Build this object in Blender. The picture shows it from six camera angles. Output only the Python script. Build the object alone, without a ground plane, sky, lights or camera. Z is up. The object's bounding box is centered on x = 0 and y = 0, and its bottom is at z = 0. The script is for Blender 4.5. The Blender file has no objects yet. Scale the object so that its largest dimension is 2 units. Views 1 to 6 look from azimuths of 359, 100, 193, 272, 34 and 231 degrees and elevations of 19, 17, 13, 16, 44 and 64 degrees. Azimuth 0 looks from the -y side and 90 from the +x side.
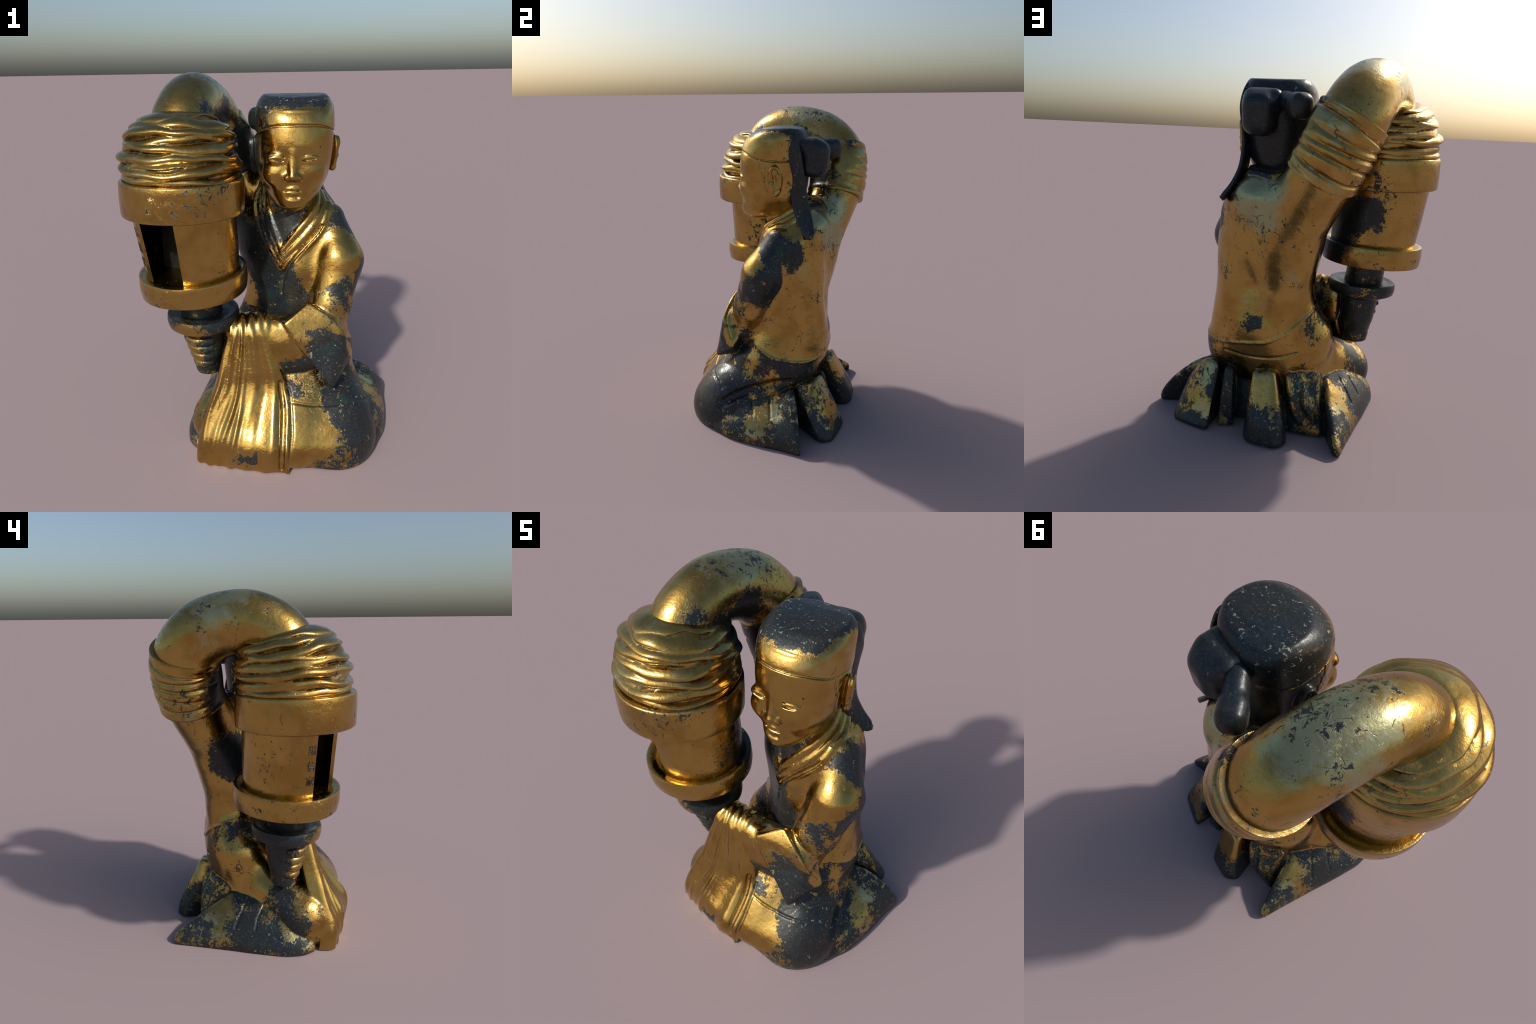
"""Gilded bronze lamp: a kneeling attendant whose raised sleeve forms the flue of the lamp she holds.
Bodies are modelled as implicit solids (lofts, cones, hulls, smooth unions), meshed here with surface nets,
then separated into anatomical / costume parts.  Lathed and swept pieces are built as parametric meshes."""
import bpy, bmesh, math
import numpy as np
from mathutils import Vector, noise as mnoise

RNG = np.random.default_rng(11)
F = np.float32

# ----------------------------------------------------------------------------------------------
# implicit-solid toolkit: every function takes points (N,3) and returns a signed distance (N)
# ----------------------------------------------------------------------------------------------
def V(*a):
    return np.array(a, dtype=F)

def smin(a, b, k):
    h = np.maximum(k - np.abs(a - b), 0) / k
    return np.minimum(a, b) - h * h * k * F(0.25)

def smax(a, b, k):
    return -smin(-a, -b, k)

def sphere(P, c, r):
    return np.linalg.norm(P - V(*c), axis=1) - F(r)

def rot(ax=0.0, ay=0.0, az=0.0):
    a, b, c = map(math.radians, (ax, ay, az))
    X = np.array([[1, 0, 0], [0, math.cos(a), -math.sin(a)], [0, math.sin(a), math.cos(a)]])
    Y = np.array([[math.cos(b), 0, math.sin(b)], [0, 1, 0], [-math.sin(b), 0, math.cos(b)]])
    Z = np.array([[math.cos(c), -math.sin(c), 0], [math.sin(c), math.cos(c), 0], [0, 0, 1]])
    return (Z @ Y @ X).astype(F)

def ellipsoid(P, c, r, R=None):
    q = P - V(*c)
    if R is not None:
        q = q @ R
    r = V(*r)
    k0 = np.linalg.norm(q / r, axis=1)
    k1 = np.linalg.norm(q / (r * r), axis=1)
    return k0 * (k0 - 1) / np.maximum(k1, 1e-6)

def box(P, c, h, rnd, R=None):
    q = P - V(*c)
    if R is not None:
        q = q @ R
    q = np.abs(q) - (V(*h) - F(rnd))
    return np.linalg.norm(np.maximum(q, 0), axis=1) + np.minimum(q.max(1), 0) - F(rnd)

def cone(P, a, b, ra, rb):
    """capsule whose radius runs linearly from ra to rb"""
    a, b = V(*a), V(*b)
    d = b - a
    t = np.clip(((P - a) @ d) / F(d @ d), 0, 1)
    return np.linalg.norm(P - a - t[:, None] * d, axis=1) - (F(ra) + t * F(rb - ra))

def chain(P, pts, rad):
    """round tube along a polyline; rad is one radius or one per point"""
    pts = np.asarray(pts, dtype=F)
    rad = np.full(len(pts), rad, dtype=F) if np.isscalar(rad) else np.asarray(rad, dtype=F)
    out = np.full(len(P), 1e3, dtype=F)
    lo, hi = pts.min(0) - 0.12, pts.max(0) + 0.12
    m = np.all((P > lo) & (P < hi), axis=1)
    if m.any():
        Q = P[m]
        o = np.full(len(Q), 1e3, dtype=F)
        for i in range(len(pts) - 1):
            o = np.minimum(o, cone(Q, pts[i], pts[i + 1], rad[i], rad[i + 1]))
        out[m] = o
    if (~m).any():
        Q = P[~m]
        q = np.maximum(np.maximum(lo - Q, Q - hi), 0)
        out[~m] = np.linalg.norm(q, axis=1) + F(0.12) - rad.max()
    return out

def smooth_curve(pts, n=24):
    """Catmull-Rom through control points"""
    p = np.asarray(pts, dtype=float)
    p = np.vstack([2 * p[0] - p[1], p, 2 * p[-1] - p[-2]])
    out = []
    seg = len(p) - 3
    for s in np.linspace(0, seg, n):
        i = min(int(s), seg - 1)
        t = s - i
        a, b, c, d = p[i], p[i + 1], p[i + 2], p[i + 3]
        out.append(0.5 * (2 * b + (c - a) * t + (2 * a - 5 * b + 4 * c - d) * t * t + (3 * b - a - 3 * c + d) * t ** 3))
    return np.array(out)

def interp(x, table, col):
    """smooth interpolation of one column of a section table over its first column"""
    t = np.asarray(table, dtype=float)
    xs, ys = t[:, 0], t[:, col]
    fine = np.linspace(xs[0], xs[-1], 240)
    m = np.gradient(ys, xs)
    i = np.clip(np.searchsorted(xs, fine, side="right") - 1, 0, len(xs) - 2)
    h = xs[i + 1] - xs[i]
    u = (fine - xs[i]) / h
    v = ((1 + 2 * u) * (1 - u) ** 2 * ys[i] + u * (1 - u) ** 2 * h * m[i] + u * u * (3 - 2 * u) * ys[i + 1] + u * u * (u - 1) * h * m[i + 1])
    return np.interp(x, fine, v).astype(F)

def loft(P, table, axis=2, power=2.4, cap=0.03):
    """solid through superelliptic sections; rows are (position, u_low, u_high, v_low, v_high[, power])"""
    o = [0, 1, 2]
    o.remove(axis)
    s = P[:, axis]
    ul, uh, vl, vh = (interp(s, table, k) for k in (1, 2, 3, 4))
    if len(table[0]) > 5:
        power = interp(s, table, 5)
    qu, qv = P[:, o[0]] - (ul + uh) / 2, P[:, o[1]] - (vl + vh) / 2
    f = ((np.abs(qu) / ((uh - ul) / 2)) ** power + (np.abs(qv) / ((vh - vl) / 2)) ** power) ** (1 / power)
    r = np.sqrt(qu * qu + qv * qv)
    d = np.where(f > 0.15, r * (1 - 1 / np.maximum(f, 0.15)), -np.minimum(uh - ul, vh - vl) / 2)
    e = np.maximum(F(table[0][0]) - s, s - F(table[-1][0]))
    return smax(d.astype(F), e, F(cap))

_planes = {}
def hull_planes(pts):
    if pts in _planes:
        return _planes[pts]
    bm = bmesh.new()
    for p in pts:
        bm.verts.new(p)
    bmesh.ops.convex_hull(bm, input=bm.verts)
    c = np.mean(pts, axis=0)
    planes = []
    for f in bm.faces:
        f.normal_update()
        n = np.array(f.normal)
        if np.linalg.norm(n) < 0.5:
            continue
        o = n @ np.array(f.verts[0].co)
        if n @ c > o:
            n, o = -n, -o
        if not any(np.dot(n, q[0]) > 0.9995 for q in planes):
            planes.append((n, o))
    bm.free()
    _planes[pts] = planes
    return planes

def hull(P, pts, rnd=0.02, k=0.012):
    """rounded convex solid spanned by a few corner points"""
    planes = hull_planes(tuple(pts))
    d = None
    for n, o in planes:
        e = (P @ n.astype(F) - F(o)) + F(rnd * 0.5)
        d = e if d is None else smax(d, e, F(k + rnd))
    return d - F(rnd * 0.5)

def snap(fn, pts, iters=8, lift=0.0):
    """slide points onto the surface of an implicit solid"""
    p = np.asarray(pts, dtype=F).copy()
    h = F(0.004)
    for _ in range(iters):
        d = fn(p)
        g = np.stack([fn(p + h * e) - fn(p - h * e) for e in np.eye(3, dtype=F)], 1) / (2 * h)
        p -= (np.clip((d - lift) / np.maximum((g * g).sum(1), 0.2), -0.06, 0.06))[:, None] * g
    return p

def fbm(P, scale, seed=0, octaves=2):
    """cheap smooth pseudo-noise from rotated sines, roughly -1..1"""
    out = np.zeros(len(P), dtype=F)
    a, s = 1.0, scale
    r = np.random.default_rng(seed)
    for _ in range(octaves):
        for _ in range(3):
            d = r.normal(size=3)
            d = (d / np.linalg.norm(d) * s).astype(F)
            e = r.normal(size=3)
            e = (e / np.linalg.norm(e) * s * 0.7).astype(F)
            out += a / 3 * np.sin(P @ d + F(r.uniform(0, 6)) + F(1.3) * np.sin(P @ e + F(r.uniform(0, 6))))
        a *= 0.5
        s *= 2.1
    return out

# ----------------------------------------------------------------------------------------------
# surface nets
# ----------------------------------------------------------------------------------------------
def polygonise(fn, lo, hi, h):
    lo = np.array(lo, dtype=float)
    B = 6
    nb = np.ceil((np.array(hi) - lo) / (h * B)).astype(int)
    n = nb * B + 1
    g = [lo[i] + h * B * (np.arange(nb[i]) + 0.5) for i in range(3)]
    C = np.stack(np.meshgrid(*g, indexing="ij"), -1).reshape(-1, 3).astype(F)
    dc = fn(C).reshape(nb)
    near = np.abs(dc) < h * B * 1.75
    D = np.repeat(np.repeat(np.repeat(dc, B, 0), B, 1), B, 2)
    D = np.pad(D, ((0, 1),) * 3, mode="edge").astype(F)
    M = np.zeros(n, dtype=bool)
    for i, j, k in np.argwhere(near):
        M[i * B:i * B + B + 1, j * B:j * B + B + 1, k * B:k * B + B + 1] = True
    idx = np.argwhere(M)
    D[M] = fn((lo + idx * h).astype(F))
    S = D < 0
    cell = [slice(0, -1), slice(1, None)]
    cnt = sum(S[cell[a], cell[b], cell[c]].astype(np.int8) for a in (0, 1) for b in (0, 1) for c in (0, 1))
    act = (cnt > 0) & (cnt < 8)
    ci = np.argwhere(act)
    vid = np.full(act.shape, -1, dtype=np.int32)
    vid[act] = np.arange(len(ci))
    acc = np.zeros((len(ci), 3))
    num = np.zeros(len(ci))
    corner = [(a, b, c) for a in (0, 1) for b in (0, 1) for c in (0, 1)]
    for a in corner:
        for ax in range(3):
            if a[ax]:
                continue
            b = list(a)
            b[ax] = 1
            da = D[tuple((ci + a).T)]
            db = D[tuple((ci + b).T)]
            m = (da < 0) != (db < 0)
            t = np.where(m, da / np.where(m, da - db, 1), 0)
            p = np.repeat(np.array(a, dtype=float)[None], len(ci), 0)
            p[:, ax] += t
            acc[m] += p[m]
            num += m
    pos = lo + (ci + acc / num[:, None]) * h
    faces = []
    for ax in range(3):
        u, w = (ax + 1) % 3, (ax + 2) % 3
        sl = [slice(None)] * 3
        sl[ax] = slice(0, -1)
        s0 = S[tuple(sl)]
        sl[ax] = slice(1, None)
        s1 = S[tuple(sl)]
        e = np.argwhere(s0 != s1)
        e = e[(e[:, u] > 0) & (e[:, w] > 0) & (e[:, u] < n[u] - 1) & (e[:, w] < n[w] - 1)]
        du, dw = np.zeros(3, int), np.zeros(3, int)
        du[u], dw[w] = 1, 1
        q = np.stack([vid[tuple(x.T)] for x in (e - du - dw, e - dw, e, e - du)], 1)
        flip = ~s0[tuple(e.T)]
        q[flip] = q[flip][:, ::-1]
        faces.append(q)
    faces = np.vstack(faces)
    faces = faces[(faces >= 0).all(1)]
    p = pos.astype(F)
    for _ in range(2):                      # pull vertices onto the true surface
        e = F(h * 0.5)
        d = fn(p)
        gr = np.stack([fn(p + e * x) - fn(p - e * x) for x in np.eye(3, dtype=F)], 1) / (2 * e)
        p = p - np.clip(d / np.maximum((gr * gr).sum(1), 0.3), -h * 0.6, h * 0.6)[:, None] * gr
    return p, faces

def vertex_normals(p, f):
    n = np.cross(p[f[:, 2]] - p[f[:, 0]], p[f[:, 3]] - p[f[:, 1]])
    out = np.zeros_like(p)
    for k in range(4):
        np.add.at(out, f[:, k], n)
    return out / np.maximum(np.linalg.norm(out, axis=1, keepdims=True), 1e-9)

# ----------------------------------------------------------------------------------------------
# scene helpers
# ----------------------------------------------------------------------------------------------
ROOT = bpy.data.objects.new("palace_lamp", None)
bpy.context.scene.collection.objects.link(ROOT)
ROOT["label"] = "gilded bronze kneeling attendant holding a cylindrical oil lamp"
ROOT["category"] = "bronze lamp"

def add_mesh(name, verts, faces, mat, parent=ROOT, smooth=True, sharp=None, normals=None):
    me = bpy.data.meshes.new(name)
    me.from_pydata([tuple(v) for v in np.asarray(verts, dtype=float)], [], [tuple(int(i) for i in f) for f in faces])
    me.update()
    me.polygons.foreach_set("use_smooth", [smooth] * len(me.polygons))
    if sharp is not None:
        me.set_sharp_from_angle(angle=math.radians(sharp))
    if normals is not None:
        me.normals_split_custom_set_from_vertices([tuple(v) for v in np.asarray(normals, dtype=float)])
    me.materials.append(mat)
    ob = bpy.data.objects.new(name, me)
    ob.parent = parent
    bpy.context.scene.collection.objects.link(ob)
    return ob

def split_mesh(p, f, label, names, mats, parents=None):
    nrm = vertex_normals(p, f)
    obs = {}
    for k, nm in enumerate(names):
        sel = f[label == k]
        if not len(sel):
            continue
        used, inv = np.unique(sel, return_inverse=True)
        par = parents[k] if parents and parents[k] is not None else ROOT
        obs[k] = add_mesh(nm, p[used], inv.reshape(sel.shape), mats[k], parent=par, normals=nrm[used])
    return obs

def majority(label, f, nv, rounds=4):
    """tidy ragged borders between parts: vote through shared vertices"""
    K = label.max() + 1
    for _ in range(rounds):
        cnt = np.zeros((nv, K), dtype=np.int32)
        for k in range(4):
            np.add.at(cnt, (f[:, k], label), 1)
        label = cnt[f].sum(1).argmax(1)
    return label

def grid_mesh(G, close_u=True, close_v=False):
    """G (nv, nu, 3) of points -> verts, quads"""
    nv, nu, _ = G.shape
    faces = []
    for j in range(nv if close_v else nv - 1):
        for i in range(nu if close_u else nu - 1):
            a, b = j * nu + i, j * nu + (i + 1) % nu
            c, d = ((j + 1) % nv) * nu + (i + 1) % nu, ((j + 1) % nv) * nu + i
            faces.append((a, b, c, d))
    return G.reshape(-1, 3), faces

def frame(n):
    n = np.array(n, float)
    n /= np.linalg.norm(n)
    a = np.array([1.0, 0, 0]) - n * n[0]
    a /= np.linalg.norm(a)
    return a, np.cross(n, a), n

def lathe(name, prof, c, axis, mat, nu=128, ell=(1, 1), wob=0.0, seed=0, parent=ROOT, bevel=0.006, sharp=35, modulate=None):
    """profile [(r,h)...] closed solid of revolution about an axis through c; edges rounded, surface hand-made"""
    a, b, n = frame(axis)
    pr = np.array(prof, float)
    pts = [pr[0]]
    for i in range(1, len(pr) - 1):          # round the corners of the profile
        p, q, r = pr[i - 1], pr[i], pr[i + 1]
        l1, l2 = np.linalg.norm(p - q), np.linalg.norm(r - q)
        e = min(bevel, l1 * 0.4, l2 * 0.4)
        s, t = q + (p - q) / l1 * e, q + (r - q) / l2 * e
        for w in (0, 0.5, 1):
            pts.append((1 - w) ** 2 * s + 2 * w * (1 - w) * q + w * w * t)
    pts.append(pr[-1])
    dense = [pts[0]]
    for i in range(1, len(pts)):
        m = max(1, int(np.linalg.norm(pts[i] - pts[i - 1]) / 0.02))
        for j in range(1, m + 1):
            dense.append(pts[i - 1] + (pts[i] - pts[i - 1]) * j / m)
    pr = np.array(dense)
    th = np.linspace(0, 2 * np.pi, nu, endpoint=False)
    G = np.zeros((len(pr), nu, 3))
    for j, (r, h) in enumerate(pr):
        rr = max(r, 1e-4) * np.ones(nu)
        if modulate is not None:
            rr = rr + modulate(th, h, r)
        G[j] = np.array(c) + (rr * ell[0] * np.cos(th))[:, None] * a + (rr * ell[1] * np.sin(th))[:, None] * b + h * n
    v, f = grid_mesh(G)
    if wob:
        d = fbm(v.astype(F), 7, seed, 3)[:, None]
        ctr = np.array(c) + ((v - np.array(c)) @ n)[:, None] * n
        rad = v - ctr
        v = v + rad / np.maximum(np.linalg.norm(rad, axis=1, keepdims=True), 0.02) * d * wob + n * (fbm(v.astype(F), 9, seed + 1)[:, None] * wob * 0.7)
    return add_mesh(name, v, f, mat, parent=parent, sharp=sharp)

# ----------------------------------------------------------------------------------------------
# materials
# ----------------------------------------------------------------------------------------------
class Nodes:
    def __init__(self, mat):
        self.t = mat.node_tree
        self.t.nodes.clear()
    def new(self, kind, **kw):
        n = self.t.nodes.new(kind)
        for k, v in kw.items():
            setattr(n, k, v)
        return n
    def link(self, a, b):
        self.t.links.new(a, b)
    def put(self, sock, val):
        if hasattr(val, "default_value") or hasattr(val, "is_linked"):
            self.link(val, sock)
        else:
            sock.default_value = val
    def math(self, op, a, b=0.0, clamp=False):
        n = self.new("ShaderNodeMath", operation=op, use_clamp=clamp)
        self.put(n.inputs[0], a)
        self.put(n.inputs[1], b)
        return n.outputs[0]
    def ramp(self, x, lo, hi, a=0.0, b=1.0):
        n = self.new("ShaderNodeMapRange", interpolation_type="SMOOTHSTEP")
        self.put(n.inputs["Value"], x)
        for s, v in (("From Min", lo), ("From Max", hi), ("To Min", a), ("To Max", b)):
            self.put(n.inputs[s], v)
        return n.outputs[0]
    def noise(self, vec, scale, detail=4, rough=0.55, dist=0.0):
        n = self.new("ShaderNodeTexNoise")
        self.link(vec, n.inputs["Vector"])
        n.inputs["Scale"].default_value = scale
        n.inputs["Detail"].default_value = detail
        n.inputs["Roughness"].default_value = rough
        n.inputs["Distortion"].default_value = dist
        return n.outputs["Fac"]
    def mix(self, fac, a, b):
        n = self.new("ShaderNodeMix", data_type="RGBA")
        self.put(n.inputs[0], fac)
        for s, v in ((n.inputs[6], a), (n.inputs[7], b)):
            if isinstance(v, tuple):
                s.default_value = (*v, 1)
            else:
                self.link(v, s)
        return n.outputs[2]
    def mixf(self, fac, a, b):
        n = self.new("ShaderNodeMix", data_type="FLOAT")
        self.put(n.inputs[0], fac)
        self.put(n.inputs[2], a)
        self.put(n.inputs[3], b)
        return n.outputs[0]

GOLD, GOLD_RED, GOLD_PALE = (0.47, 0.31, 0.088), (0.37, 0.225, 0.058), (0.37, 0.355, 0.19)
PATINA, PATINA_BLUE, PATINA_GREEN = (0.019, 0.020, 0.018), (0.012, 0.021, 0.029), (0.014, 0.046, 0.043)
SPECK = (0.24, 0.25, 0.185)

def bronze(name, gold=0.1, blobs=(), pale=0.0, pale_blobs=(), specks=0.5, green=0.0, rough=0.19, seed=0.0, fine=1.0, chips=0.5, grime=0.6):
    """gilding worn through to dark bronze.  `gold` is the general bias (+ gilded, - bare patina);
    blobs are places (centre, radius, weight) where gilding survives (+) or is lost (-)."""
    mat = bpy.data.materials.new(name)
    mat.use_nodes = True
    N = Nodes(mat)
    tc = N.new("ShaderNodeTexCoord").outputs["Object"]
    mp = N.new("ShaderNodeMapping")
    mp.inputs["Location"].default_value = (seed * 3.1, seed * 1.7, -seed * 2.3)
    N.link(tc, mp.inputs["Vector"])
    co = mp.outputs["Vector"]

    def field(items, base):
        total = base
        for c, r, w in items:
            d = N.new("ShaderNodeVectorMath", operation="DISTANCE")
            N.link(tc, d.inputs[0])
            d.inputs[1].default_value = c
            total = N.math("ADD", total, N.ramp(d.outputs["Value"], 0.0, r, w, 0.0))
        return total

    n_big = N.noise(co, 4.2, 6, 0.62, 0.6)
    n_mid = N.noise(co, 17.0, 7, 0.68, 0.4)
    n_fine = N.noise(co, 75.0, 6, 0.72)
    wear = N.math("ADD", N.math("MULTIPLY", N.math("SUBTRACT", n_big, 0.5), 1.5), N.math("MULTIPLY", N.math("SUBTRACT", n_mid, 0.5), 1.05))
    wear = N.math("ADD", wear, N.math("MULTIPLY", N.math("SUBTRACT", n_fine, 0.5), 0.95 * fine))
    wear = N.math("ADD", wear, field(blobs, gold))
    gild = N.ramp(wear, -0.05, 0.05)
    # gold colour: warm / reddish patches, and pale olive for verdigris and painted-in sky reflection
    g_mix = N.ramp(N.noise(co, 6.0, 5, 0.6, 0.3), 0.40, 0.66)
    gcol = N.mix(g_mix, GOLD, GOLD_RED)
    p_noise = N.math("ADD", N.noise(co, 5.0, 6, 0.65, 0.3), N.math("MULTIPLY", N.math("SUBTRACT", n_mid, 0.5), 0.3))
    p_mask = N.ramp(N.math("ADD", p_noise, field(pale_blobs, pale)), 0.56, 0.78)
    gcol = N.mix(p_mask, gcol, GOLD_PALE)
    # darker stain just inside the edge of the gilding, small scratches and pits
    stain = N.ramp(wear, 0.02, 0.16, 0.55, 0.0)
    gcol = N.mix(N.math("MULTIPLY", stain, N.ramp(n_fine, 0.4, 0.62)), gcol, (0.16, 0.11, 0.05))
    pit = N.ramp(N.noise(co, 38.0, 4, 0.75, 1.2), 0.315, 0.27)
    gcol = N.mix(N.math("MULTIPLY", pit, 0.8), gcol, (0.06, 0.05, 0.035))
    # clusters of small flakes, and hairline cracks in the gilding
    chip_n = N.noise(co, 30.0, 8, 0.78, 0.5)
    chip = N.ramp(N.math("ADD", chip_n, N.math("MULTIPLY", N.math("SUBTRACT", N.noise(co, 3.3, 3, 0.5), 0.5), 0.55)), 0.655 - 0.05 * chips, 0.70 - 0.05 * chips)
    warp = N.new("ShaderNodeVectorMath", operation="ADD")
    wn = N.new("ShaderNodeTexNoise")
    N.link(co, wn.inputs["Vector"])
    wn.inputs["Scale"].default_value = 9
    ws = N.new("ShaderNodeVectorMath", operation="SCALE")
    N.link(wn.outputs["Color"], ws.inputs[0])
    ws.inputs["Scale"].default_value = 0.12
    N.link(co, warp.inputs[0])
    N.link(ws.outputs[0], warp.inputs[1])
    cr = N.new("ShaderNodeTexVoronoi", feature="DISTANCE_TO_EDGE")
    N.link(warp.outputs[0], cr.inputs["Vector"])
    cr.inputs["Scale"].default_value = 6.5
    crack = N.math("MULTIPLY", N.ramp(cr.outputs["Distance"], 0.014, 0.006), N.ramp(N.noise(co, 8.0, 4, 0.7), 0.55, 0.62))
    loss = N.math("MAXIMUM", chip, N.math("MULTIPLY", crack, 0.85))
    # grime held in the bottom of folds and engraved lines
    geo = N.new("ShaderNodeNewGeometry")
    hollow = N.math("MULTIPLY", N.ramp(geo.outputs["Pointiness"], 0.485, 0.44), N.ramp(n_mid, 0.36, 0.58, 0.25, 1.0))
    loss = N.math("MAXIMUM", loss, N.math("MULTIPLY", hollow, grime))
    gild = N.math("MULTIPLY", gild, N.math("SUBTRACT", 1.0, loss))
    # patina colour with blue-green bloom and pale flecks
    pcol = N.mix(N.ramp(N.noise(co, 5.5, 4, 0.6), 0.42, 0.68), PATINA, PATINA_BLUE)
    pcol = N.mix(N.ramp(N.math("ADD", N.math("ADD", N.noise(co, 7.0, 5, 0.65), green), N.math("MULTIPLY", hollow, 0.22)), 0.60, 0.78, 0.0, 0.9), pcol, PATINA_GREEN)
    pcol = N.mix(N.math("MULTIPLY", N.ramp(n_fine, 0.42, 0.66), 0.5), pcol, (0.045, 0.05, 0.046))
    sp_n = N.noise(co, 16.0, 4, 0.7)
    flake = N.noise(co, 62.0, 3, 0.62, 0.4)
    sp = N.ramp(N.math("ADD", flake, N.math("MULTIPLY", N.math("SUBTRACT", sp_n, 0.5), 0.55)), 0.705 - 0.055 * specks, 0.745 - 0.055 * specks)
    sp = N.math("MAXIMUM", sp, N.ramp(N.noise(co, 150.0, 2, 0.6), 0.70 - 0.03 * specks, 0.75 - 0.03 * specks, 0, 0.6))
    sp = N.math("MULTIPLY", sp, min(specks * 1.3, 1.0))
    pcol = N.mix(sp, pcol, SPECK)
    col = N.mix(gild, pcol, gcol)
    bs = N.new("ShaderNodeBsdfPrincipled")
    N.link(col, bs.inputs["Base Color"])
    metal = N.mixf(gild, 0.35, N.mixf(p_mask, 1.0, 0.9))
    N.link(metal, bs.inputs["Metallic"])
    r_gold = N.math("ADD", N.mixf(p_mask, rough, rough + 0.1), N.math("MULTIPLY", N.math("SUBTRACT", n_mid, 0.5), 0.12))
    r_pat = N.math("ADD", 0.34, N.math("MULTIPLY", N.math("SUBTRACT", n_mid, 0.5), 0.3))
    N.link(N.mixf(gild, r_pat, r_gold), bs.inputs["Roughness"])
    # relief: hammered undulation, film of gilding standing proud, fine pitting
    bump_h = N.math("ADD", N.math("MULTIPLY", N.noise(co, 13.0, 5, 0.6), 1.0), N.math("MULTIPLY", gild, 0.10))
    bump_h = N.math("ADD", bump_h, N.math("MULTIPLY", n_fine, 0.07))
    bump_h = N.math("SUBTRACT", bump_h, N.math("MULTIPLY", pit, 0.12))
    bp = N.new("ShaderNodeBump")
    bp.inputs["Strength"].default_value = 0.4
    bp.inputs["Distance"].default_value = 0.010
    N.link(bump_h, bp.inputs["Height"])
    N.link(bp.outputs["Normal"], bs.inputs["Normal"])
    out = N.new("ShaderNodeOutputMaterial")
    N.link(bs.outputs["BSDF"], out.inputs["Surface"])
    return mat

M_FACE = bronze("gilded_face", 0.45, [((-0.09, 0.02, 1.6), 0.24, -0.9), ((0.13, 0.25, 1.55), 0.33, -1.4), ((0.1, -0.02, 1.25), 0.17, -1.0)], pale=-0.12, rough=0.20, specks=0.2, chips=0.0, grime=0.5, seed=1)
M_HAT = bronze("gilded_headdress", 0.1, [((0.13, -0.01, 1.96), 0.30, -1.9), ((0.13, 0.33, 1.7), 0.36, -1.8), ((-0.1, 0.06, 1.75), 0.20, -1.0), ((0.17, -0.25, 1.74), 0.22, 1.3), ((0.34, -0.05, 1.77), 0.18, 0.9)], pale=0.0, specks=1.0, rough=0.21, seed=2)
M_HAIR = bronze("dark_hair", -1.0, [], specks=0.35, seed=3)
M_TORSO = bronze("gilded_robe", 0.28, [
    ((-0.05, -0.10, 1.0), 0.30, -1.2), ((0.03, -0.12, 0.78), 0.25, -1.3), ((-0.19, 0.14, 1.1), 0.24, -1.0), ((0.06, -0.1, 1.22), 0.18, -0.7),
    ((0.40, 0.12, 1.17), 0.16, -0.8), ((0.22, -0.05, 1.08), 0.18, 0.7), ((0.15, 0.35, 0.62), 0.10, -0.6)], pale=-0.04,
    pale_blobs=[((0.12, 0.32, 1.32), 0.35, 0.5), ((0.38, 0.1, 1.1), 0.25, 0.3)], specks=0.6, green=0.05, seed=4)
M_COLLAR = bronze("gilded_collar", 0.2, [((0.2, 0.0, 1.2), 0.25, 0.5), ((-0.02, -0.03, 1.2), 0.15, -0.9), ((0.15, 0.2, 1.4), 0.18, -0.6)], specks=0.5, seed=5)
M_ARM = bronze("gilded_sleeve", 0.05, [((0.33, -0.12, 1.05), 0.17, 0.8), ((0.42, 0.02, 1.18), 0.14, -0.7), ((0.47, -0.05, 0.95), 0.2, -0.5),
    ((0.30, -0.34, 0.55), 0.2, -0.8), ((0.22, -0.26, 0.8), 0.12, 0.6), ((0.05, -0.33, 0.66), 0.17, 0.9), ((0.1, -0.32, 0.45), 0.16, -0.8), ((0.47, -0.05, 0.7), 0.16, 0.3), ((0.43, -0.27, 0.6), 0.09, 0.8)],
    pale=-0.05, specks=0.8, green=0.08, seed=6)
M_DRAPE = bronze("gilded_drapery", 0.85, [((0.06, -0.5, 0.25), 0.06, -0.8)], pale=-0.03, rough=0.18, specks=0.3, chips=0.3, grime=0.75, seed=7)
M_LAP = bronze("gilded_skirt", -0.06, [((0.14, -0.5, 0.2), 0.24, 1.0), ((0.5, -0.35, 0.2), 0.28, -0.8), ((0.05, 0.35, 0.42), 0.30, 0.8), ((-0.28, 0.1, 0.42), 0.26, 1.0), ((-0.42, -0.35, 0.12), 0.12, 0.6)],
    pale=0.0, specks=0.9, green=0.04, seed=8)
M_TRAIN = bronze("gilded_train", -0.08, [((-0.36, 0.25, 0.25), 0.2, 0.4), ((0.42, 0.34, 0.28), 0.16, 0.3), ((0.06, 0.42, 0.28), 0.16, 0.35), ((0.62, 0.0, 0.2), 0.2, 0.25), ((0.1, 0.5, 0.0), 0.3, -0.5), ((0.6, 0.2, 0.0), 0.25, -0.5), ((-0.45, 0.0, 0.12), 0.2, -0.5)],
    pale=0.12, specks=0.8, green=0.08, seed=9)
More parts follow.
